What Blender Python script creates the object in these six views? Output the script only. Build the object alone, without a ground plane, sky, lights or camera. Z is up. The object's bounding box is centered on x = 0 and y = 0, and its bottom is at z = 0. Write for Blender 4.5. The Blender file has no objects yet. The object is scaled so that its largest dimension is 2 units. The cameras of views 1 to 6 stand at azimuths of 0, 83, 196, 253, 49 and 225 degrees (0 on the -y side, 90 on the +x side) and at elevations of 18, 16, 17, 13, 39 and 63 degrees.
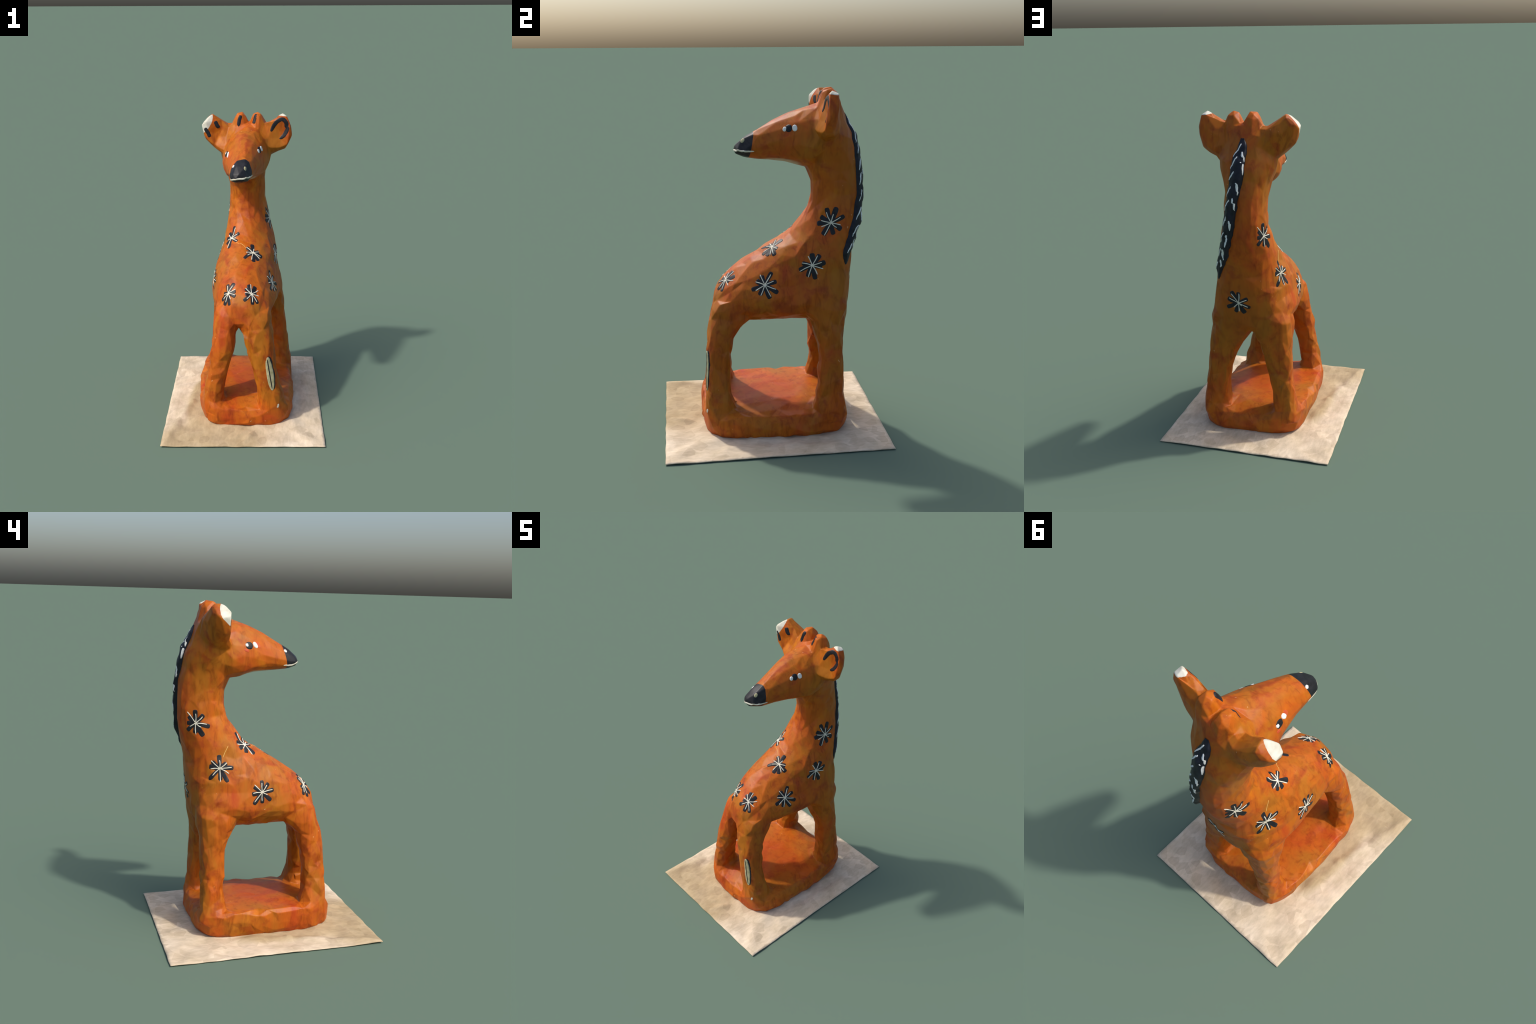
import bpy, bmesh, math, random
from mathutils import Vector, Matrix, noise
from mathutils.bvhtree import BVHTree
import numpy as np

random.seed(7)
S = bpy.context.scene.collection

# ---------------------------------------------------------------- helpers
def link(name, me, parent=None, mat=None):
    o = bpy.data.objects.new(name, me)
    S.objects.link(o)
    if parent:
        o.parent = parent
    if mat:
        me.materials.append(mat)
    return o

def spow(v, p):
    return math.copysign(abs(v) ** p, v)

def loft(bm, rings):
    """close a tube through rings of equal vertex count"""
    vr = [[bm.verts.new(p) for p in r] for r in rings]
    n = len(vr[0])
    for a, b in zip(vr, vr[1:]):
        for i in range(n):
            bm.faces.new((a[i], a[(i + 1) % n], b[(i + 1) % n], b[i]))
    for r in (vr[0], vr[-1]):
        c = bm.verts.new(sum((v.co for v in r), Vector()) / n)
        for i in range(n):
            bm.faces.new((r[i], r[(i + 1) % n], c))

def smooth_rows(rows, steps):
    """Catmull-Rom interpolation of a table of section parameters"""
    rows = [np.array(r, float) for r in rows]
    out = []
    for i in range(len(rows) - 1):
        p0, p1, p2, p3 = rows[max(i - 1, 0)], rows[i], rows[i + 1], rows[min(i + 2, len(rows) - 1)]
        for k in range(steps):
            t = k / steps
            out.append(.5 * ((2 * p1) + (p2 - p0) * t + (2 * p0 - 5 * p1 + 4 * p2 - p3) * t * t
                             + (3 * p1 - p0 - 3 * p2 + p3) * t ** 3))
    out.append(rows[-1])
    return out

def flat_section(z, y0, y1, x0, x1, n=2.3, taper=0.0, lean=0.0, N=48):
    """horizontal superellipse; taper > 0: wider towards +y"""
    xc, a, yc, b = (x0 + x1) / 2, (x1 - x0) / 2, (y0 + y1) / 2, (y1 - y0) / 2
    pts = []
    for i in range(N):
        t = 2 * math.pi * i / N
        c, s = spow(math.cos(t), 2 / n), spow(math.sin(t), 2 / n)
        w = 1 + taper * (s - 0.0) if taper else 1
        if taper and s > 0:
            w = 1
        pts.append(Vector((xc + a * c * w, yc + b * s, z + lean * b * s)))
    return pts

# ---------------------------------------------------------------- the moulded body
bm = bmesh.new()

# torso and neck. Each row: z, y front, y rear, left side x at front / middle / rear,
# right side x at front / middle / rear, x of the front and of the rear ridge, squareness front / rear
def egg(z, yf, yr, lf, lm, lr, rf, rm, rr, xf, xr, nf, nr, NN=56):
    yc, b = (yf + yr) / 2, (yr - yf) / 2
    pts = []
    for i in range(NN):
        t = 2 * math.pi * i / NN
        n = nr if math.sin(t) > 0 else nf
        c, q = spow(math.cos(t), 2 / n), spow(math.sin(t), 2 / n)
        mid = xf + (xr - xf) * (q + 1) / 2
        f, m, r_ = (rf, rm, rr) if c > 0 else (lf, lm, lr)
        edge = m + (r_ - f) / 2 * q + ((r_ + f) / 2 - m) * q * q
        x = mid + abs(c) * (edge - mid)
        # the trunk is set slightly askew: its -x side is shorter at both ends
        low = max(0, min(1, (1.0 - z) / .2))
        mid_h = max(0, min(1, (1.25 - z) / .15))
        y = yc + b * q - .11 * low * x * max(0, -q) + .13 * mid_h * min(0, x - .02) * max(0, q)
        pts.append(Vector((x, y, z)))
    return pts
TORSO = [
    (.655, -.160, .250, -.055, -.060, -.055, .055, .065, .075, .0, .02, 2.3, 2.3),
    (.673, -.265, .345, -.098, -.110, -.105, .095, .115, .140, .0, .02, 2.5, 2.7),
    (.70, -.332, .412, -.138, -.152, -.162, .138, .162, .205, .0, .02, 2.9, 3.2),
    (.74, -.348, .438, -.166, -.193, -.224, .168, .214, .264, .0, .02, 3.0, 3.6),
    (.78, -.344, .447, -.180, -.216, -.246, .182, .240, .288, -.01, .02, 2.9, 3.6),
    (.82, -.333, .452, -.180, -.218, -.243, .182, .242, .292, -.01, .02, 2.9, 3.6),
    (.86, -.318, .455, -.175, -.213, -.230, .175, .236, .292, -.01, .02, 2.7, 3.4),
    (.90, -.295, .459, -.170, -.205, -.202, .167, .224, .288, -.015, .02, 2.5, 3.3),
    (.95, -.240, .463, -.164, -.200, -.186, .156, .213, .280, -.02, .02, 2.4, 3.1),
    (1.0, -.172, .466, -.156, -.184, -.166, .150, .210, .273, -.02, .02, 2.3, 3.0),
    (1.05, -.092, .469, -.142, -.164, -.156, .150, .212, .260, -.015, .02, 2.2, 2.8),
    (1.10, -.017, .474, -.134, -.147, -.146, .150, .206, .248, -.01, .02, 2.2, 2.6),
    (1.15, .067, .487, -.127, -.137, -.134, .152, .198, .232, .0, .015, 2.2, 2.4),
    (1.20, .129, .501, -.121, -.126, -.122, .153, .185, .210, .01, .01, 2.2, 2.3),
    (1.28, .192, .514, -.111, -.114, -.111, .153, .174, .186, .02, .005, 2.2, 2.2),
    (1.35, .228, .520, -.102, -.104, -.100, .148, .160, .162, .03, .0, 2.2, 2.2),
    (1.42, .238, .522, -.097, -.099, -.095, .146, .150, .148, .03, -.002, 2.2, 2.2),
    (1.48, .238, .520, -.097, -.099, -.096, .144, .147, .143, .03, -.002, 2.2, 2.2),
    (1.54, .213, .514, -.105, -.107, -.104, .145, .148, .142, .03, -.002, 2.2, 2.2),
    (1.60, .200, .504, -.119, -.121, -.117, .150, .153, .142, .03, -.005, 2.2, 2.2),
    (1.66, .190, .493, -.139, -.143, -.136, .165, .170, .150, .03, -.005, 2.2, 2.2),
    (1.72, .185, .477, -.149, -.154, -.145, .182, .187, .158, .03, -.01, 2.2, 2.2),
    (1.78, .195, .453, -.138, -.140, -.132, .176, .178, .148, .03, -.01, 2.2, 2.2),
    (1.84, .220, .429, -.114, -.118, -.112, .160, .160, .132, .03, .0, 2.2, 2.2),
    (1.89, .250, .410, -.096, -.100, -.096, .145, .145, .122, .035, .015, 2.3, 2.3),
    (1.925, .280, .393, -.080, -.084, -.080, .132, .136, .13, .04, .04, 2.4, 2.4),
]
loft(bm, [egg(*r) for r in smooth_rows(TORSO, 4)])

# legs: z, y front, y rear, x left, x right
LEGS = {
    'mx_my': [(.10, -.400, -.190, -.282, -.125), (.20, -.390, -.222, -.272, -.134), (.28, -.385, -.236, -.255, -.124), (.40, -.382, -.238, -.232, -.097),
              (.52, -.373, -.222, -.217, -.062), (.62, -.360, -.195, -.203, -.048), (.70, -.343, -.12, -.192, -.030), (.78, -.318, -.15, -.181, -.0), (.86, -.24, -.12, -.145, -.03)],
    'px_my': [(.10, -.414, -.190, .095, .286), (.20, -.413, -.240, .095, .266), (.28, -.410, -.258, .086, .246), (.40, -.402, -.257, .061, .224),
              (.52, -.393, -.244, .030, .209), (.62, -.382, -.205, -.002, .199), (.70, -.366, -.13, -.022, .190), (.78, -.343, -.15, -.03, .183), (.86, -.26, -.12, -.03, .150)],
    'px_py': [(.10, .205, .426, .160, .346), (.20, .236, .412, .176, .336), (.30, .244, .403, .174, .322), (.42, .258, .400, .156, .309),
              (.52, .252, .400, .116, .298), (.60, .240, .406, .066, .288), (.68, .210, .418, .02, .276), (.78, .14, .433, .02, .270), (.88, .08, .40, .02, .21)],
    'mx_py': [(.10, .250, .434, -.288, -.125), (.20, .258, .416, -.270, -.124), (.30, .273, .410, -.250, -.112), (.42, .262, .408, -.238, -.086),
              (.52, .256, .408, -.234, -.060), (.60, .240, .410, -.230, -.030), (.68, .19, .422, -.234, -.0), (.78, .18, .425, -.220, .0), (.88, .14, .37, -.155, .0)],
}
for rows in LEGS.values():
    loft(bm, [flat_section(z, a, b, c, d, 2.6, 0, 0, 28) for z, a, b, c, d in smooth_rows(rows, 4)])

# moulded foot slab with rounded rim and shallow dished ends
SLAB = [
    (.004, -.400, .410, -.270, .320, 4.5), (.03, -.420, .432, -.292, .342, 4.8), (.08, -.424, .438, -.307, .346, 4.8),
    (.125, -.420, .434, -.312, .342, 5.2), (.154, -.412, .426, -.308, .334, 5.2), (.170, -.392, .407, -.288, .316, 5), (.172, -.33, .35, -.215, .27, 4.2),
    (.178, -.15, .18, -.12, .16, 3)]
def slab_ring(z, y0, y1, x0, x1, n):
    pts = []
    for p in flat_section(z, y0, y1, x0, x1, n, .05, 0, 88):
        e = max(0, min(1, (abs(p.y - .01) - .29) / .13))
        e = e * e * (3 - 2 * e) * max(0, 1 - abs((p.x - .02) / .20) ** 3)
        pts.append(Vector((p.x, p.y + .03 * p.x, z - (.040 * e + .036 * (p.x - .01) + .10 * max(0, p.x - .14)) * max(0, min(1, (z - .06) / .09)))))
    return pts
loft(bm, [slab_ring(*r) for r in smooth_rows(SLAB, 4)])

# head: y, z bottom, z top, x left, x right (sections stand across the muzzle)
HEAD = [
    (-.206, 1.648, 1.670, -.036, -.002), (-.192, 1.630, 1.692, -.062, .018), (-.166, 1.617, 1.716, -.076, .038), (-.130, 1.610, 1.741, -.081, .055),
    (-.090, 1.606, 1.764, -.083, .068), (-.04, 1.601, 1.792, -.088, .081), (.03, 1.594, 1.829, -.100, .105),
    (.10, 1.583, 1.859, -.118, .128), (.17, 1.560, 1.884, -.134, .152), (.24, 1.560, 1.902, -.138, .172), (.32, 1.60, 1.925, -.112, .165)]
def head_ring(y, z0, z1, x0, x1, N=44):
    xc, a, zc, b = (x0 + x1) / 2, (x1 - x0) / 2, (z0 + z1) / 2, (z1 - z0) / 2
    pts = []
    for i in range(N):
        t = 2 * math.pi * i / N
        c, s = spow(math.cos(t), 2 / 2.3), spow(math.sin(t), 2 / 2.1)
        pts.append(Vector((xc + a * c * (1 - .22 * s), y, zc + b * s + .09 * (a * c) + .02 * b)))
    return pts
loft(bm, [head_ring(*r) for r in smooth_rows(HEAD, 4)])

# horn stubs on the crown
for cx, cy, h in ((.096, .326, 2.004), (-.022, .340, 2.003)):
    rows = [(1.84, .060, .072), (1.90, .058, .066), (1.94, .051, .058), (1.97, .042, .050), (h - .012, .029, .036), (h, .012, .014)]
    loft(bm, [flat_section(z, cy - b, cy + b, cx - a, cx + a, 2.2, 0, 0, 20) for z, a, b in rows])

# ears: centre, half width in the ear's plane, half thickness, dish of the front face
def ear(rows, wdir, dish):
    w = Vector(wdir).normalized()
    rings = []
    for (cx, cy, cz, hw, ht, d) in smooth_rows(rows, 4):
        c = Vector((cx, cy, cz))
        ring = []
        for i in range(28):
            t = 2 * math.pi * i / 28
            u, v = spow(math.cos(t), .85), spow(math.sin(t), .8)
            back = v * ht
            if v < 0:                       # front face looks to -y and is hollowed
                back += d * (1 - u * u)
            ring.append(c + w * (u * hw) + Vector((0, back, 0)))
        rings.append(ring)
    loft(bm, rings)
ear([(.08, .318, 1.780, .098, .072, 0), (.16, .306, 1.812, .107, .072, .01), (.214, .293, 1.847, .111, .062, .038), (.254, .290, 1.888, .092, .055, .046),
     (.281, .294, 1.934, .069, .047, .036), (.285, .302, 1.972, .041, .036, .014), (.283, .308, 1.994, .012, .014, 0)], (-.62, .06, .60), 1)
ear([(-.03, .332, 1.770, .098, .082, 0), (-.10, .330, 1.812, .104, .084, .01), (-.157, .326, 1.852, .098, .076, .044), (-.201, .324, 1.890, .086, .068, .030),
     (-.227, .323, 1.921, .071, .058, .008), (-.253, .322, 1.956, .056, .048, .004), (-.2545, .322, 1.958, .04, .028, 0)], (.66, .28, .66), 1)

me = bpy.data.meshes.new('whole')
bm.to_mesh(me)
bm.free()
tmp = link('whole', me)

def apply_mods(o):
    dg = bpy.context.evaluated_depsgraph_get()
    m = bpy.data.meshes.new_from_object(o.evaluated_get(dg))
    o.modifiers.clear()
    o.data = m
    return m

r = tmp.modifiers.new('r', 'REMESH'); r.mode = 'VOXEL'; r.voxel_size = .0095
s = tmp.modifiers.new('s', 'SMOOTH'); s.factor = .5; s.iterations = 14
apply_mods(tmp)
# hand-moulded lumps
co = np.empty(len(tmp.data.vertices) * 3); no_ = np.empty_like(co)
tmp.data.vertices.foreach_get('co', co)
tmp.data.vertex_normals.foreach_get('vector', no_)
for v, nrm in zip(tmp.data.vertices, no_.reshape(-1, 3)):
    p = v.co.copy()
    amp = .0085 if p.z < .75 else .0055
    if p.z > 1.55 and p.y < .24:
        amp *= .5
    if .12 < p.z < .2 and abs(p.x) < .26 and abs(p.y) < .36 and nrm[2] > .7:
        amp *= .4
    k = noise.noise(p * 14) * amp + noise.noise(p * 34 + Vector((5, 1, 9))) * amp * .6
    v.co = p + Vector(nrm) * k
    if v.co.z < .004:
        v.co.z = .004
d = tmp.modifiers.new('d', 'DECIMATE'); d.ratio = min(1, 2900 / (2 * len(tmp.data.polygons)))
# knife facets with slightly softened edges
apply_mods(tmp)
rng = random.Random(3)
co = np.empty(len(tmp.data.vertices) * 3)
tmp.data.vertex_normals.foreach_get('vector', co)
for v, nrm in zip(tmp.data.vertices, co.reshape(-1, 3)):
    p = v.co
    rough = .0028
    if .12 < p.z < .2 and abs(p.x) < .24 and abs(p.y) < .36 and nrm[2] > .7:
        rough = .0012                      # trodden floor
    if p.z > 1.55 and p.y < .22:
        rough = .0018                      # shallower facets on the face
    elif p.x < .05 and .8 < p.z < 1.2 and p.y < .25:
        rough = .0022                      # slightly shallower facets on the -x flank
    if p.z > .02:
        v.co = p + Vector(nrm) * rng.uniform(-rough, rough)
s = tmp.modifiers.new('f', 'SUBSURF'); s.subdivision_type = 'SIMPLE'; s.levels = 3
s = tmp.modifiers.new('e', 'SMOOTH'); s.factor = .5; s.iterations = 4
me = apply_mods(tmp)

# ---------------------------------------------------------------- cut into parts along clean borders
body = bmesh.new()
body.from_mesh(me)
bmesh.ops.triangulate(body, faces=body.faces[:])
def cut(co, no, where):
    fs = [f for f in body.faces if where(f.calc_center_median())]
    es = {e for f in fs for e in f.edges}
    vs = {v for f in fs for v in f.verts}
    bmesh.ops.bisect_plane(body, geom=fs + list(es) + list(vs), plane_co=co, plane_no=no, dist=.0008)
    bmesh.ops.triangulate(body, faces=[f for f in body.faces if len(f.verts) > 3])
P_SLAB = (Vector((0, 0, .15)), Vector((0, 0, 1)))
P_LEG = (Vector((0, 0, .66)), Vector((0, 0, 1)))
P_NECK = (Vector((.05, .2, 1.17)), Vector((0, -.35, 1)).normalized())
P_HEAD = (Vector((.03, .25, 1.60)), Vector((0, -.55, 1)).normalized())
P_MUZ = (Vector((0, -.107, 1.70)), Vector((.06, -1, .20)).normalized())
P_HORN = (Vector((0, 0, 1.925)), Vector((0, 0, 1)))
P_EARR = (Vector((.178, .3, 1.84)), Vector((.86, 0, .35)).normalized())
P_EARL = (Vector((-.125, .3, 1.86)), Vector((-.86, 0, .35)).normalized())
P_TIPR = (Vector((.28, .3, 1.977)), Vector((.12, .1, 1)).normalized())
P_TIPL = (Vector((-.230, .29, 1.932)), Vector((-.62, -.62, .52)).normalized())
def above(c, P):
    return (c - P[0]).dot(P[1]) > 0
def isear(c, P):
    return above(c, P) and c.z > 1.70 and c.y > .2
cut(*P_SLAB, lambda c: c.z < .3)
cut(*P_LEG, lambda c: .5 < c.z < .8)
cut(*P_NECK, lambda c: c.z > .9 and c.z < 1.5)
cut(*P_HEAD, lambda c: c.z > 1.35)
cut(*P_MUZ, lambda c: c.y < .1 and c.z > 1.5)
cut(*P_EARR, lambda c: c.z > 1.70 and c.y > .2 and c.x > .1)
cut(*P_EARL, lambda c: c.z > 1.70 and c.y > .2 and c.x < -.05)
cut(*P_HORN, lambda c: c.z > 1.8 and -.13 < c.x < .19)
cut(*P_TIPR, lambda c: isear(c, P_EARR) and c.x > .1)
cut(*P_TIPL, lambda c: isear(c, P_EARL) and c.x < 0)
body.normal_update()

def region(c):
    if isear(c, P_EARR) and c.x > .1:
        return 'ear.R_tip' if above(c, P_TIPR) else 'ear.R'
    if isear(c, P_EARL) and c.x < 0:
        return 'ear.L_tip' if above(c, P_TIPL) else 'ear.L'
    if c.z > 1.925 and c.y > .22:
        return 'horn.R' if c.x > .04 else 'horn.L'
    if above(c, P_HEAD) and c.z > 1.35:
        return 'muzzle' if above(c, P_MUZ) else 'head'
    if above(c, P_NECK) and c.z > .9:
        return 'neck'
    if c.z > .66:
        return 'torso'
    if c.z > .15:
        return 'leg.%d%d' % (c.x > 0, c.y > 0)
    return 'base'

BVH = BVHTree.FromBMesh(body)
vn = {v.index: v.normal.copy() for v in body.verts}
body.verts.index_update()
vn = [v.normal.copy() for v in body.verts]
bpy.data.objects.remove(tmp)

# ---------------------------------------------------------------- materials
def new_mat(name):
    m = bpy.data.materials.new(name)
    m.use_nodes = True
    nt = m.node_tree
    b = nt.nodes['Principled BSDF']
    return m, nt, b

def N(nt, t, **kw):
    n = nt.nodes.new(t)
    for k, v in kw.items():
        setattr(n, k, v)
    return n

def ramp(nt, fac, stops):
    r = N(nt, 'ShaderNodeValToRGB')
    e = r.color_ramp.elements
    while len(e) < len(stops):
        e.new(.5)
    for el, (p, c) in zip(e, stops):
        el.position = p
        el.color = (*c, 1) if len(c) == 3 else c
    nt.links.new(fac, r.inputs[0])
    return r.outputs[0]

def mix(nt, fac, a, b, mode='MIX'):
    m = N(nt, 'ShaderNodeMix', data_type='RGBA', blend_type=mode)
    for sock, val in ((m.inputs[0], fac), (m.inputs[6], a), (m.inputs[7], b)):
        if isinstance(val, bpy.types.NodeSocket):
            nt.links.new(val, sock)
        elif isinstance(val, tuple):
            sock.default_value = (*val, 1)
        else:
            sock.default_value = val
    return m.outputs[2]

def math_(nt, op, a, b=None, clamp=False):
    m = N(nt, 'ShaderNodeMath', operation=op, use_clamp=clamp)
    for i, v in enumerate((a, b)):
        if v is None:
            continue
        if isinstance(v, bpy.types.NodeSocket):
            nt.links.new(v, m.inputs[i])
        else:
            m.inputs[i].default_value = v
    return m.outputs[0]

def noise_tex(nt, vec, scale, detail=3, rough=.55, dist=0.0):
    n = N(nt, 'ShaderNodeTexNoise')
    n.inputs['Scale'].default_value = scale
    n.inputs['Detail'].default_value = detail
    n.inputs['Roughness'].default_value = rough
    n.inputs['Distortion'].default_value = dist
    nt.links.new(vec, n.inputs['Vector'])
    return n.outputs['Fac']

def obj_coords(nt, scale=(1, 1, 1)):
    tc = N(nt, 'ShaderNodeTexCoord')
    mp = N(nt, 'ShaderNodeMapping')
    mp.inputs['Scale'].default_value = scale
    nt.links.new(tc.outputs['Object'], mp.inputs['Vector'])
    return mp.outputs['Vector']

def bump(nt, b, h, strength, dist):
    n = N(nt, 'ShaderNodeBump')
    n.inputs['Strength'].default_value = strength
    n.inputs['Distance'].default_value = dist
    nt.links.new(h, n.inputs['Height'])
    nt.links.new(n.outputs[0], b.inputs['Normal'])

ORANGE = (.455, .098, .006)
RED = (.400, .050, .008)
OCHRE = (.360, .118, .009)
CREAM = (.62, .56, .42)

def blob(nt, pos, centre, radii, soft=.5):
    """soft ellipsoid mask around a place on the figure"""
    mp = N(nt, 'ShaderNodeMapping', vector_type='TEXTURE')
    mp.inputs['Location'].default_value = centre
    mp.inputs['Scale'].default_value = radii
    nt.links.new(pos, mp.inputs['Vector'])
    ln = N(nt, 'ShaderNodeVectorMath', operation='LENGTH')
    nt.links.new(mp.outputs[0], ln.inputs[0])
    mr = N(nt, 'ShaderNodeMapRange', interpolation_type='SMOOTHSTEP')
    mr.inputs['From Min'].default_value = 1 - soft
    mr.inputs['From Max'].default_value = 1
    mr.inputs['To Min'].default_value = 1
    mr.inputs['To Max'].default_value = 0
    nt.links.new(ln.outputs['Value'], mr.inputs['Value'])
    return mr.outputs[0]

def body_material():
    m, nt, b = new_mat('orange_glaze')
    pos = obj_coords(nt)
    brush = obj_coords(nt, (1, 1, .28))
    n1 = noise_tex(nt, obj_coords(nt, (1, 1, .55)), 5.0, 5, .62, .9)
    n2 = noise_tex(nt, brush, 22, 5, .65, 1.0)
    n3 = noise_tex(nt, obj_coords(nt, (1, 1, .5)), 3.6, 4, .6, .6)
    n4 = noise_tex(nt, pos, 11, 4, .6, .4)
    col = ramp(nt, n1, [(.30, RED), (.44, (.44, .086, .007)), (.55, ORANGE), (.74, (.52, .155, .008))])
    col = mix(nt, ramp(nt, n3, [(.44, (0, 0, 0)), (.62, (.9, .9, .9))]), col, OCHRE)
    col = mix(nt, ramp(nt, n4, [(.52, (0, 0, 0)), (.68, (.7, .7, .7))]), col, (.30, .042, .008))
    streak = ramp(nt, n2, [(.30, (.62, .52, .46)), (.48, (1, 1, 1)), (.72, (1.14, 1.22, 1.3))])
    col = mix(nt, .85, col, streak, 'MULTIPLY')
    # redder tint on the slab, browner tints on the rear and neck back
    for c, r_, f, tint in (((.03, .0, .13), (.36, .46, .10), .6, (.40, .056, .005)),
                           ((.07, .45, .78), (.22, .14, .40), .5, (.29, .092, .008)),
                           ((.07, .42, 1.5), (.20, .16, .42), .45, (.35, .105, .008)),
                           ):
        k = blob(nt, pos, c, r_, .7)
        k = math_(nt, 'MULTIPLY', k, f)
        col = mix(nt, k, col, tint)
    # bare cream clay under belly and chin
    edge = noise_tex(nt, pos, 30, 3)
    for c, r_ in (((.02, .0, .635), (.12, .38, .052)), ((.01, .06, 1.588), (.115, .17, .040))):
        k = blob(nt, pos, c, r_, .35)
        k = math_(nt, 'MULTIPLY', k, math_(nt, 'ADD', edge, .45), True)
        col = mix(nt, k, col, (.56, .43, .29))
    # chips and scuffs
    sc = noise_tex(nt, pos, 46, 2, .5)
    gate = noise_tex(nt, pos, 6, 1)
    k = math_(nt, 'MULTIPLY', ramp(nt, sc, [(.74, (0, 0, 0)), (.77, (1, 1, 1))]), ramp(nt, gate, [(.52, (0, 0, 0)), (.58, (1, 1, 1))]))
    col = mix(nt, math_(nt, 'MULTIPLY', k, .7), col, (.72, .42, .20))
    nt.links.new(col, b.inputs['Base Color'])
    b.inputs['Roughness'].default_value = .46
    b.inputs['Specular IOR Level'].default_value = .20
    bump(nt, b, n2, .12, .004)
    return m

def paint_material(name, dark, light, rough=.45, scale=40):
    m, nt, b = new_mat(name)
    pos = obj_coords(nt)
    n = noise_tex(nt, pos, scale, 4, .6)
    nt.links.new(ramp(nt, n, [(.3, dark), (.7, light)]), b.inputs['Base Color'])
    b.inputs['Roughness'].default_value = rough
    b.inputs['Specular IOR Level'].default_value = .25
    return m

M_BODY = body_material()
M_BLACK = paint_material('black_paint', (.007, .0075, .010), (.020, .020, .025))
M_MANE = paint_material('mane_paint', (.006, .007, .012), (.017, .019, .030))
M_CREAM = paint_material('cream_paint', (.62, .57, .44), (.80, .76, .64))
M_WHITE = paint_material('white_paint', (.66, .68, .66), (.85, .86, .82))
M_TIP = paint_material('bare_clay', (.50, .48, .38), (.74, .72, .62), .6, 18)
M_BUFF = paint_material('buff_paint', (.33, .30, .16), (.50, .46, .28))
M_RED = paint_material('red_paint', (.42, .055, .015), (.55, .10, .03))
M_GOLD = paint_material('gold_scratch', (.60, .30, .06), (.72, .45, .14))

# ---------------------------------------------------------------- giraffe hierarchy
giraffe = bpy.data.objects.new('giraffe_figurine', None)
S.objects.link(giraffe)
giraffe['label'] = 'hand-painted orange clay giraffe with black star flowers'
giraffe['category'] = 'giraffe figurine'

groups = {}
for f in body.faces:
    groups.setdefault(region(f.calc_center_median()), []).append(f)
NAMES = {'ear.R_tip': 'ear_tip', 'ear.L_tip': 'ear_tip', 'ear.R': 'ear', 'ear.L': 'ear', 'horn.R': 'horn', 'horn.L': 'horn'}
PARTS = {}
order = ['torso', 'neck', 'head', 'base'] + sorted(k for k in groups if k not in ('torso', 'neck', 'head', 'base') and not k.endswith('_tip')) \
    + [k for k in groups if k.endswith('_tip')]
for key in order:
    if key not in groups:
        continue
    fs = groups[key]
    idx = {}
    for f in fs:
        for v in f.verts:
            idx.setdefault(v.index, len(idx))
    body.verts.ensure_lookup_table()
    m = bpy.data.meshes.new(NAMES.get(key, key.split('.')[0]))
    m.from_pydata([body.verts[i].co[:] for i in idx], [], [[idx[v.index] for v in f.verts] for f in fs])
    m.shade_smooth()
    m.normals_split_custom_set_from_vertices([vn[i][:] for i in idx])
    par = giraffe
    if key.endswith('_tip'):
        par = PARTS[key[:-4]]
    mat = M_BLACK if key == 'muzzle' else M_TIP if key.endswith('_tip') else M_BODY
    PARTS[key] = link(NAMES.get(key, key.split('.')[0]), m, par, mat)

# ---------------------------------------------------------------- brush strokes laid on the surface
def on_surface(p):
    loc, no, i, dd = BVH.find_nearest(p)
    return loc, no

def stroke_geo(bm, path, widths, lift=.0016, seg=None, mat=0, across=6):
    """a domed bead of paint along a path, every vertex hugging the body"""
    P = [Vector(p) for p in path]
    L = [0]
    for a, b in zip(P, P[1:]):
        L.append(L[-1] + (b - a).length)
    n = seg or max(5, int(L[-1] / .005))
    rows = []
    for k in range(n + 1):
        t = L[-1] * k / n
        j = max(i for i in range(len(P) - 1) if L[i] <= t + 1e-9)
        u = (t - L[j]) / max(L[j + 1] - L[j], 1e-9)
        c = P[j].lerp(P[j + 1], u)
        w = widths(k / n)
        tan = (P[min(j + 1, len(P) - 1)] - P[j]).normalized()
        c, no = on_surface(c)
        side = tan.cross(no).normalized()
        row = []
        for q in range(across + 1):
            s_ = 2 * q / across - 1
            pp, nn = on_surface(c + side * (s_ * w))
            endf = min(1, 4 * min(k / n, 1 - k / n) + .0)
            h = -.0012 if (q in (0, across) or k in (0, n)) else lift * (.75 + .25 * (1 - s_ * s_))
            row.append(bm.verts.new(pp + nn * h))
        rows.append(row)
    for a, b in zip(rows, rows[1:]):
        for q in range(across):
            f = bm.faces.new((a[q], a[q + 1], b[q + 1], b[q]))
            f.material_index = mat
            f.smooth = True

def finish(bm, name, parent, mats):
    bmesh.ops.recalc_face_normals(bm, faces=bm.faces[:])
    m = bpy.data.meshes.new(name)
    bm.to_mesh(m)
    bm.free()
    for x in mats:
        m.materials.append(x)
    return link(name, m, parent)

def petal_w(w, tip=.75):
    return lambda t: w * math.sqrt(max(0, 1 - abs(2 * t - 1) ** 5)) * (.72 + .28 * t) + .0004
def line_w(w):
    return lambda t: w * math.sqrt(max(0, 1 - abs(2 * t - 1) ** 6)) + .0003
def round_w(w):
    return lambda t: w * math.sqrt(max(0, 1 - (2 * t - 1) ** 2)) + .0003

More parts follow.
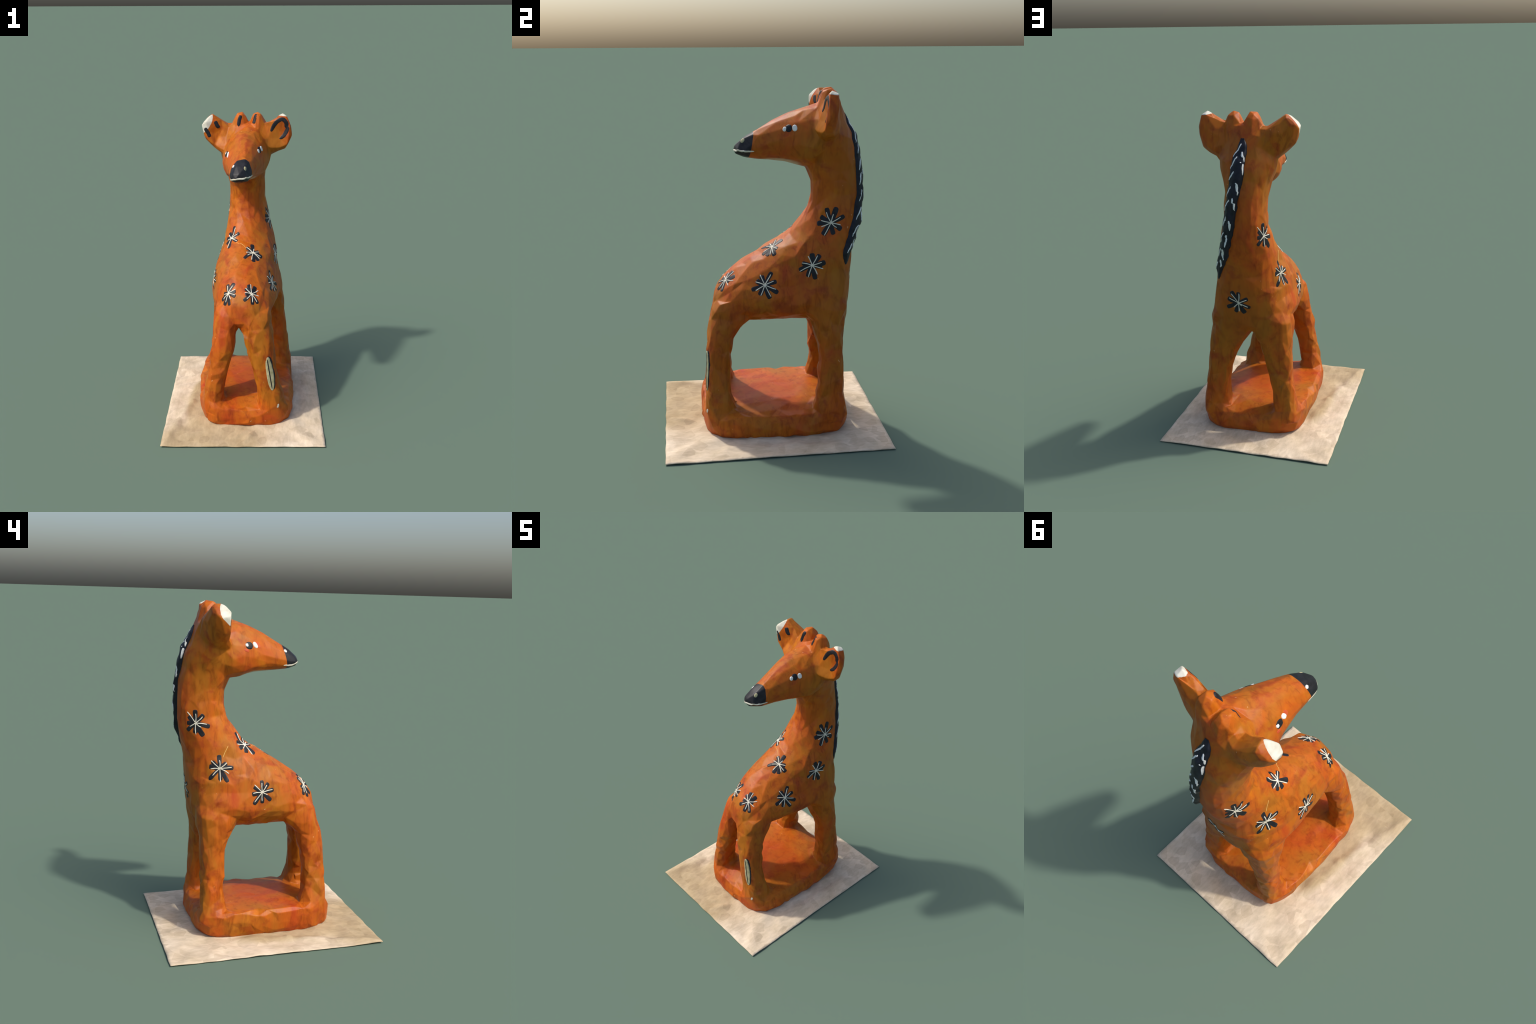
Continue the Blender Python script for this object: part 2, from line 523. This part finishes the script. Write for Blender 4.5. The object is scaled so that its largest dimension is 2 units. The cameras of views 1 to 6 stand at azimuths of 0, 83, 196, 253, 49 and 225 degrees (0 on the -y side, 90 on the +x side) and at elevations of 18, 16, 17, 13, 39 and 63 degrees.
# star flowers: where, facing (axis pointing right as seen), petals and lines as (angle, length in mm)
STARS = [
    ('neck', (-.081, .134, 1.154), (1, 0, 0), [(65, 88), (100, 57), (15, 66), (-42, 60), (253, 76), (205, 52), (150, 50)],
     [(58, 84), (115, 54), (18, 58), (-15, 40), (-40, 62), (240, 74), (170, 34)]),
    ('torso', (.064, .006, 1.095), (1, 0, 0), [(95, 70), (25, 44), (-12, 70), (-55, 64), (-85, 68), (220, 80), (140, 58), (180, 40)],
     [(82, 38), (25, 48), (-15, 62), (-35, 62), (262, 60), (215, 50), (182, 50), (140, 62)]),
    ('torso', (-.093, -.25, .902), (1, 0, 0), [(96, 62), (60, 76), (8, 54), (-28, 58), (-86, 76), (243, 76), (210, 70), (175, 42)],
     [(97, 56), (60, 62), (26, 60), (-17, 56), (-68, 46), (245, 62), (215, 56), (180, 40)]),
    ('torso', (.058, -.275, .913), (1, 0, 0), [(106, 64), (65, 62), (20, 36), (-52, 72), (-82, 70), (225, 76), (190, 44), (143, 52)],
     [(95, 70), (137, 56), (37, 62), (-5, 54), (-52, 66), (-80, 60), (232, 54), (175, 48)]),
    ('neck', (.168, .329, 1.256), (0, 1, 0), [(105, 82), (68, 86), (24, 82), (-35, 68), (-80, 64), (235, 78), (180, 78), (148, 66)],
     [(112, 66), (72, 52), (28, 64), (-15, 58), (-42, 44), (240, 82), (200, 60), (165, 60)]),
    ('torso', (.225, .212, 1.025), (0, 1, 0), [(90, 64), (52, 70), (12, 72), (-8, 54), (-78, 76), (248, 66), (200, 74), (165, 56)],
     [(113, 58), (60, 64), (18, 58), (-19, 66), (-62, 60), (250, 72), (205, 78), (165, 60)]),
    ('torso', (.195, -.055, .911), (0, 1, 0), [(58, 78), (107, 56), (13, 66), (-35, 82), (-72, 78), (240, 62), (195, 76), (148, 54)],
     [(112, 66), (57, 70), (20, 56), (-25, 70), (-66, 76), (246, 66), (208, 62), (158, 58)]),
    ('neck', (-.094, .43, 1.302), (-.12, -1, 0), [(92, 72), (45, 66), (-12, 84), (-58, 82), (-92, 56), (222, 68), (180, 50), (135, 54)],
     [(90, 56), (42, 58), (-5, 70), (-35, 42), (-88, 66), (212, 42), (128, 80)]),
    ('torso', (-.156, .296, 1.04), (0, -1, 0), [(90, 74), (35, 50), (0, 76), (-63, 86), (222, 84), (168, 60), (135, 58), (-90, 66)],
     [(90, 50), (135, 68), (37, 54), (3, 72), (-32, 62), (-90, 78), (222, 62), (180, 56)]),
    ('torso', (-.205, .047, .896), (0, -1, 0), [(90, 68), (50, 66), (10, 74), (-42, 74), (-90, 62), (233, 82), (188, 60), (145, 58)],
     [(90, 58), (135, 66), (52, 54), (10, 72), (-27, 40), (-90, 54), (230, 74), (184, 58)]),
    ('torso', (.056, .448, .889), (-1, 0, 0), [(122, 78), (88, 66), (28, 62), (-22, 72), (-60, 70), (250, 62), (205, 78), (160, 68)],
     [(128, 72), (85, 64), (25, 58), (-22, 62), (-90, 56), (225, 48), (155, 66), (-40, 28)]),
]
for part, centre, right, petals, lines in STARS:
    c, no = on_surface(Vector(centre))
    acc = Vector()
    for dx in (-.03, 0, .03):              # mean normal of the patch
        for dz in (-.03, 0, .03):
            acc += on_surface(c + Vector((dx * abs(no.y), dx * abs(no.x), dz)))[1]
    no = acc.normalized()
    rt = Vector(right)
    rt = (rt - no * rt.dot(no)).normalized()
    up = no.cross(rt).normalized()
    if up.z < 0:
        up = -up
    bm = bmesh.new()
    for a, l in petals:
        l *= 1.12
        t = math.radians(a)
        dirv = rt * math.cos(t) + up * math.sin(t)
        l *= .001
        bend = dirv.cross(no) * random.uniform(-.003, .003)
        stroke_geo(bm, [c + dirv * .004, c + dirv * (l * .55) + bend, c + dirv * l], petal_w(.0186 + random.uniform(-.0025, .0020)),
                   lift=.0010 + random.uniform(0, .0003))
    finish(bm, 'star_flower', PARTS[part], [M_BLACK])
    bm = bmesh.new()
    for a, l in lines:
        l *= 1.04
        t = math.radians(a)
        dirv = rt * math.cos(t) + up * math.sin(t)
        l *= .001
        bend = dirv.cross(no) * random.uniform(-.003, .003)
        stroke_geo(bm, [c - dirv * .002, c + dirv * (l * .55) + bend, c + dirv * l], line_w(.0034), lift=.0024 + random.uniform(0, .0003), across=4)
    finish(bm, 'flower_lines', PARTS[part], [M_CREAM])

def stroke(name, parent, path, w, mat, lift=.0016, prof=line_w, across=6):
    bm = bmesh.new()
    stroke_geo(bm, path, prof(w), lift, across=across)
    return finish(bm, name, PARTS[parent], [mat])

# faint gilt scratches linking flowers
stroke('glaze_scratch', 'torso', [(-.045, .10, 1.122), (-.01, .075, 1.11), (.02, .04, 1.105)], .0018, M_GOLD, .001, across=4)
stroke('glaze_scratch', 'neck', [(-.125, .24, 1.17), (-.14, .262, 1.13), (-.14, .275, 1.10)], .0025, M_GOLD, .001, across=4)

# eyes, nostrils, mouth
def oval(name, parent, c, axis, l, w, mat, lift=.0018):
    c = Vector(c); a = Vector(axis).normalized()
    return stroke(name, parent, [c - a * l, c, c + a * l], w, mat, lift, round_w, 8)
oval('eye', 'head', (-.101, .125, 1.748), (0, 1, .1), .025, .024, M_BLACK, .0030)
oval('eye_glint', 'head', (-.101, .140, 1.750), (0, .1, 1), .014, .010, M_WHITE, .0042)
oval('eye_white', 'head', (-.10, .083, 1.755), (0, .6, 1), .022, .014, M_WHITE, .0034)
oval('eye_corner', 'head', (-.10, .062, 1.758), (0, .4, 1), .023, .012, M_RED, .0014)
oval('eye_corner', 'head', (-.11, .143, 1.722), (0, 1, .2), .017, .010, M_RED, .0014)
oval('eye', 'head', (.105, .095, 1.785), (0, 1, .1), .022, .024, M_BLACK, .0030)
oval('eye_white', 'head', (.105, .071, 1.783), (0, .1, 1), .017, .012, M_WHITE, .0038)
oval('eye_white', 'head', (.108, .131, 1.783), (0, -.2, 1), .021, .015, M_WHITE, .0034)
oval('nostril', 'muzzle', (.018, -.155, 1.712), (0, .6, .8), .016, .012, M_BUFF, .0025)
oval('nostril', 'muzzle', (-.062, -.118, 1.722), (0, .6, .8), .013, .010, M_WHITE, .0025)
stroke('lip_line', 'muzzle', [(.088, -.098, 1.650), (.070, -.15, 1.648), (.03, -.195, 1.655), (-.02, -.21, 1.655), (-.06, -.195, 1.645), (-.085, -.15, 1.632), (-.095, -.10, 1.626)],
       .0062, M_CREAM, .0018)

# ear and horn outlines
stroke('ear_outline', 'ear.R', [(.185, .26, 1.878), (.205, .26, 1.915), (.228, .26, 1.945), (.255, .26, 1.965), (.278, .26, 1.958), (.292, .26, 1.93), (.292, .26, 1.895), (.272, .26, 1.855), (.245, .26, 1.828)],
       .0165, M_BLACK, .0016)
stroke('ear_outline', 'ear.L', [(-.185, .27, 1.955), (-.172, .27, 1.925), (-.160, .27, 1.895)], .0165, M_BLACK, .0016)
stroke('ear_outline', 'ear.L', [(-.262, .275, 1.905), (-.245, .272, 1.875), (-.226, .27, 1.84)], .0165, M_BLACK, .0016)
stroke('horn_stripe', 'horn.L', [(-.018, .30, 1.988), (-.030, .28, 1.955), (-.036, .265, 1.920)], .0165, M_BLACK, .0016)
stroke('horn_stripe', 'horn.R', [(.088, .30, 1.992), (.076, .285, 1.965), (.066, .27, 1.930)], .0165, M_BLACK, .0016)

# sunflower-seed shaped patch and a chip on one leg
seed_path = [(.158, -.385, .512), (.176, -.40, .42), (.195, -.412, .275)]
stroke('seed_patch', 'leg.10', [(p[0] + .006, p[1] + .002, p[2] + .004) for p in seed_path], .031, M_BLACK, .0016, round_w, 10)
stroke('seed_patch', 'leg.10', seed_path, .027, M_BUFF, .0030, round_w, 10)
stroke('seed_line', 'leg.10', [(.156, -.385, .50), (.170, -.40, .42), (.193, -.412, .285)], .0042, M_BLACK, .0046)
oval('glaze_chip', 'leg.10', (.229, -.40, .161), (.2, 0, 1), .016, .008, M_CREAM, .001)

# ---------------------------------------------------------------- mane: a low ridge winding from the crown to the shoulder
# z, x and y of the middle line, half width
MANE = [(1.860, .018, .425, .010), (1.82, .016, .442, .028), (1.75, .030, .465, .041), (1.65, .040, .492, .045), (1.55, .058, .505, .043), (1.45, .076, .508, .041),
        (1.35, .100, .510, .043), (1.25, .132, .500, .046), (1.17, .165, .478, .047), (1.10, .192, .445, .042), (1.05, .203, .43, .024), (1.015, .206, .425, .008)]
mane_rows = smooth_rows(MANE, 6)
bm = bmesh.new()
grid = []
for k, (z, x, y, hw) in enumerate(mane_rows):
    c, no = on_surface(Vector((x, y, z)))
    no = Vector((no.x, no.y, 0)).normalized()
    side = Vector((0, 0, 1)).cross(no).normalized()
    row = []
    for q in range(11):
        s_ = 2 * q / 10 - 1
        pp, nn = on_surface(c + side * s_ * hw * (1 + .16 * noise.noise(Vector((z * 26, 4, s_ > 0)))))
        ends = min(1, 5 * min(k, len(mane_rows) - 1 - k) / len(mane_rows))
        h = .024 * (max(0, 1 - s_ * s_)) ** .4 * ends * (.68 + .32 * max(0, min(1, (z - 1.12) / .15))) * (1 + .45 * noise.noise(Vector((z * 24, s_ * 1.5, 0)))) * (1 + .25 * s_) + (.002 if abs(s_) < 1 else -.003)
        row.append(bm.verts.new(pp + nn * h))
    grid.append(row)
for a, b in zip(grid, grid[1:]):
    for q in range(10):
        bm.faces.new((a[q], a[q + 1], b[q + 1], b[q])).smooth = True
mane_bvh_src = bm.copy()
bmesh.ops.recalc_face_normals(bm, faces=bm.faces[:])
PARTS['mane'] = finish(bm, 'mane', giraffe, [M_MANE])
# hair strokes on both flanks of the ridge
bmesh.ops.recalc_face_normals(mane_bvh_src, faces=mane_bvh_src.faces[:])
BODY_BVH = BVH
BVH = BVHTree.FromBMesh(mane_bvh_src)
_body_on = on_surface
def on_surface(p):
    loc, no, i, dd = BVH.find_nearest(p)
    c2, n2, i2, d2 = BODY_BVH.find_nearest(p)
    if no.dot(n2) < 0:
        no = -no
    return loc, no
def mane_point(z, s_):
    rs = sorted(mane_rows, key=lambda r_: abs(r_[0] - z))[0]
    c, no = _mane_c(rs, z)
    side = Vector((0, 0, 1)).cross(no).normalized()
    return c + side * (s_ * rs[3]) + no * .01
def _mane_c(rs, z):
    c = Vector((rs[1], rs[2], z))
    n2 = BODY_BVH.find_nearest(c)[1]
    return c, Vector((n2.x, n2.y, 0)).normalized()
ticks = [(z, 1, .034, .0098) for z in (1.775, 1.705, 1.59, 1.50, 1.37, 1.285, 1.20, 1.12)] \
    + [(z, -1, .033, .0062) for z in (1.79, 1.725, 1.65, 1.57, 1.485, 1.39, 1.29, 1.20, 1.12)]
for z, sd, hl, hw in ticks:
    z += random.uniform(-.012, .012)
    hl *= random.uniform(.75, 1.2)
    o1, o2 = (.38, .86) if sd > 0 else (.12, .80)
    top, bot = mane_point(z + hl, sd * o1), mane_point(z - hl, sd * o2)
    bm = bmesh.new()
    stroke_geo(bm, [top, top.lerp(bot, .5), bot], lambda t: hw * math.sqrt(max(0, 1 - (2 * t - 1) ** 2)) * (1.15 - .5 * t) + .0004, .0018, across=4)
    finish(bm, 'hair_stroke', PARTS['mane'], [M_WHITE])
body.free()

# ---------------------------------------------------------------- crumpled paper sheet
def paper_material():
    m, nt, b = new_mat('kraft_paper')
    pos = obj_coords(nt)
    n1 = noise_tex(nt, pos, 4.0, 4, .6, .3)
    n2 = noise_tex(nt, obj_coords(nt, (1, .35, 1)), 55, 4, .6)
    col = ramp(nt, n1, [(.32, (.52, .42, .29)), (.5, (.62, .505, .365)), (.68, (.70, .585, .445))])
    # cast shadow painted into the sheet: two soft zones tinted darker tan
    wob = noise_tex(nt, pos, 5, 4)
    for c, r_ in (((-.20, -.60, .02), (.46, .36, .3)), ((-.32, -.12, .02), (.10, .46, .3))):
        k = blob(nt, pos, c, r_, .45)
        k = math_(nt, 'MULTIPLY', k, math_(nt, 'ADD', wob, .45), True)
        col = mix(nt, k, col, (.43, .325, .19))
    col = mix(nt, .7, col, ramp(nt, n2, [(.32, (.82, .82, .79)), (.65, (1.06, 1.06, 1.06))]), 'MULTIPLY')
    v = N(nt, 'ShaderNodeTexVoronoi', feature='F1')
    v.inputs['Scale'].default_value = 17
    nt.links.new(pos, v.inputs['Vector'])
    bw = N(nt, 'ShaderNodeRGBToBW')
    nt.links.new(v.outputs['Color'], bw.inputs[0])
    col = mix(nt, .75, col, ramp(nt, bw.outputs[0], [(.15, (.82, .80, .78)), (.4, (1, 1, 1)), (.8, (1.04, 1.04, 1.04))]), 'MULTIPLY')
    nt.links.new(col, b.inputs['Base Color'])
    b.inputs['Roughness'].default_value = .85
    b.inputs['Specular IOR Level'].default_value = .2
    bump(nt, b, n2, .15, .003)
    return m

def seg_dist(p, a, b):
    ap, ab = (p[0] - a[0], p[1] - a[1]), (b[0] - a[0], b[1] - a[1])
    t = max(0, min(1, (ap[0] * ab[0] + ap[1] * ab[1]) / (ab[0] ** 2 + ab[1] ** 2)))
    return math.hypot(ap[0] - t * ab[0], ap[1] - t * ab[1])

def paper_z(x, y):
    z = .013 + .006 * noise.noise(Vector((x * 4, y * 4, 0))) + .010 * noise.noise(Vector((x * 11, y * 11, 3)))
    dx, dy = max(abs(x - .03) - .31, 0), max(abs(y - .01) - .42, 0)
    z += .008 * math.exp(-(dx * dx + dy * dy) / .006)
    for a, b, h, w in (((-.52, -.64), (-.37, -.10), .014, .024), ((-.37, -.10), (-.33, .22), .012, .024), ((-.42, -.55), (-.30, -.48), .009, .013), ((.0, -.62), (.06, -.50), .009, .013), ((-.06, -.56), (.02, -.48), .007, .012), ((.42, -.3), (.45, .35), .008, .03)):
        z += h * math.exp(-(seg_dist((x, y), a, b) / w) ** 2)
    e = min(.532 - abs(x), .653 - abs(y))
    k = min(1, max(0, e / .05))
    return max(.0065, z * k + (.0105 + .006 * noise.noise(Vector((x * 9, y * 9, 7)))) * (1 - k))

bm = bmesh.new()
nx, ny = 66, 82
V = []
for j in range(ny + 1):
    row = []
    for i in range(nx + 1):
        x, y = -.531 + 1.062 * i / nx, -.652 + 1.304 * j / ny
        if 0 < i < nx:
            x += random.uniform(-.005, .005)
        if 0 < j < ny:
            y += random.uniform(-.005, .005)
        if i in (0, nx):
            x += .003 * noise.noise(Vector((0, y * 12, i)))
        if j in (0, ny):
            y += .004 * noise.noise(Vector((x * 12, 0, j)))
        row.append(bm.verts.new((x, y, paper_z(x, y))))
    V.append(row)
for j in range(ny):
    for i in range(nx):
        bm.faces.new((V[j][i], V[j][i + 1], V[j + 1][i + 1], V[j + 1][i])).smooth = True
bmesh.ops.triangulate(bm, faces=bm.faces[:], quad_method='SHORT_EDGE')
m = bpy.data.meshes.new('paper_sheet')
bm.to_mesh(m)
bm.free()
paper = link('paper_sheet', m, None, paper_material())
so = paper.modifiers.new('thickness', 'SOLIDIFY')
so.thickness = .004
so.offset = -1
apply_mods(paper)
lo = min(v.co.z for v in paper.data.vertices)
for v in paper.data.vertices:
    v.co.z = max(v.co.z - (lo if lo > 0 else 0), 0)
paper['label'] = 'rectangular sheet of crumpled pale brown paper'
paper['category'] = 'paper sheet'
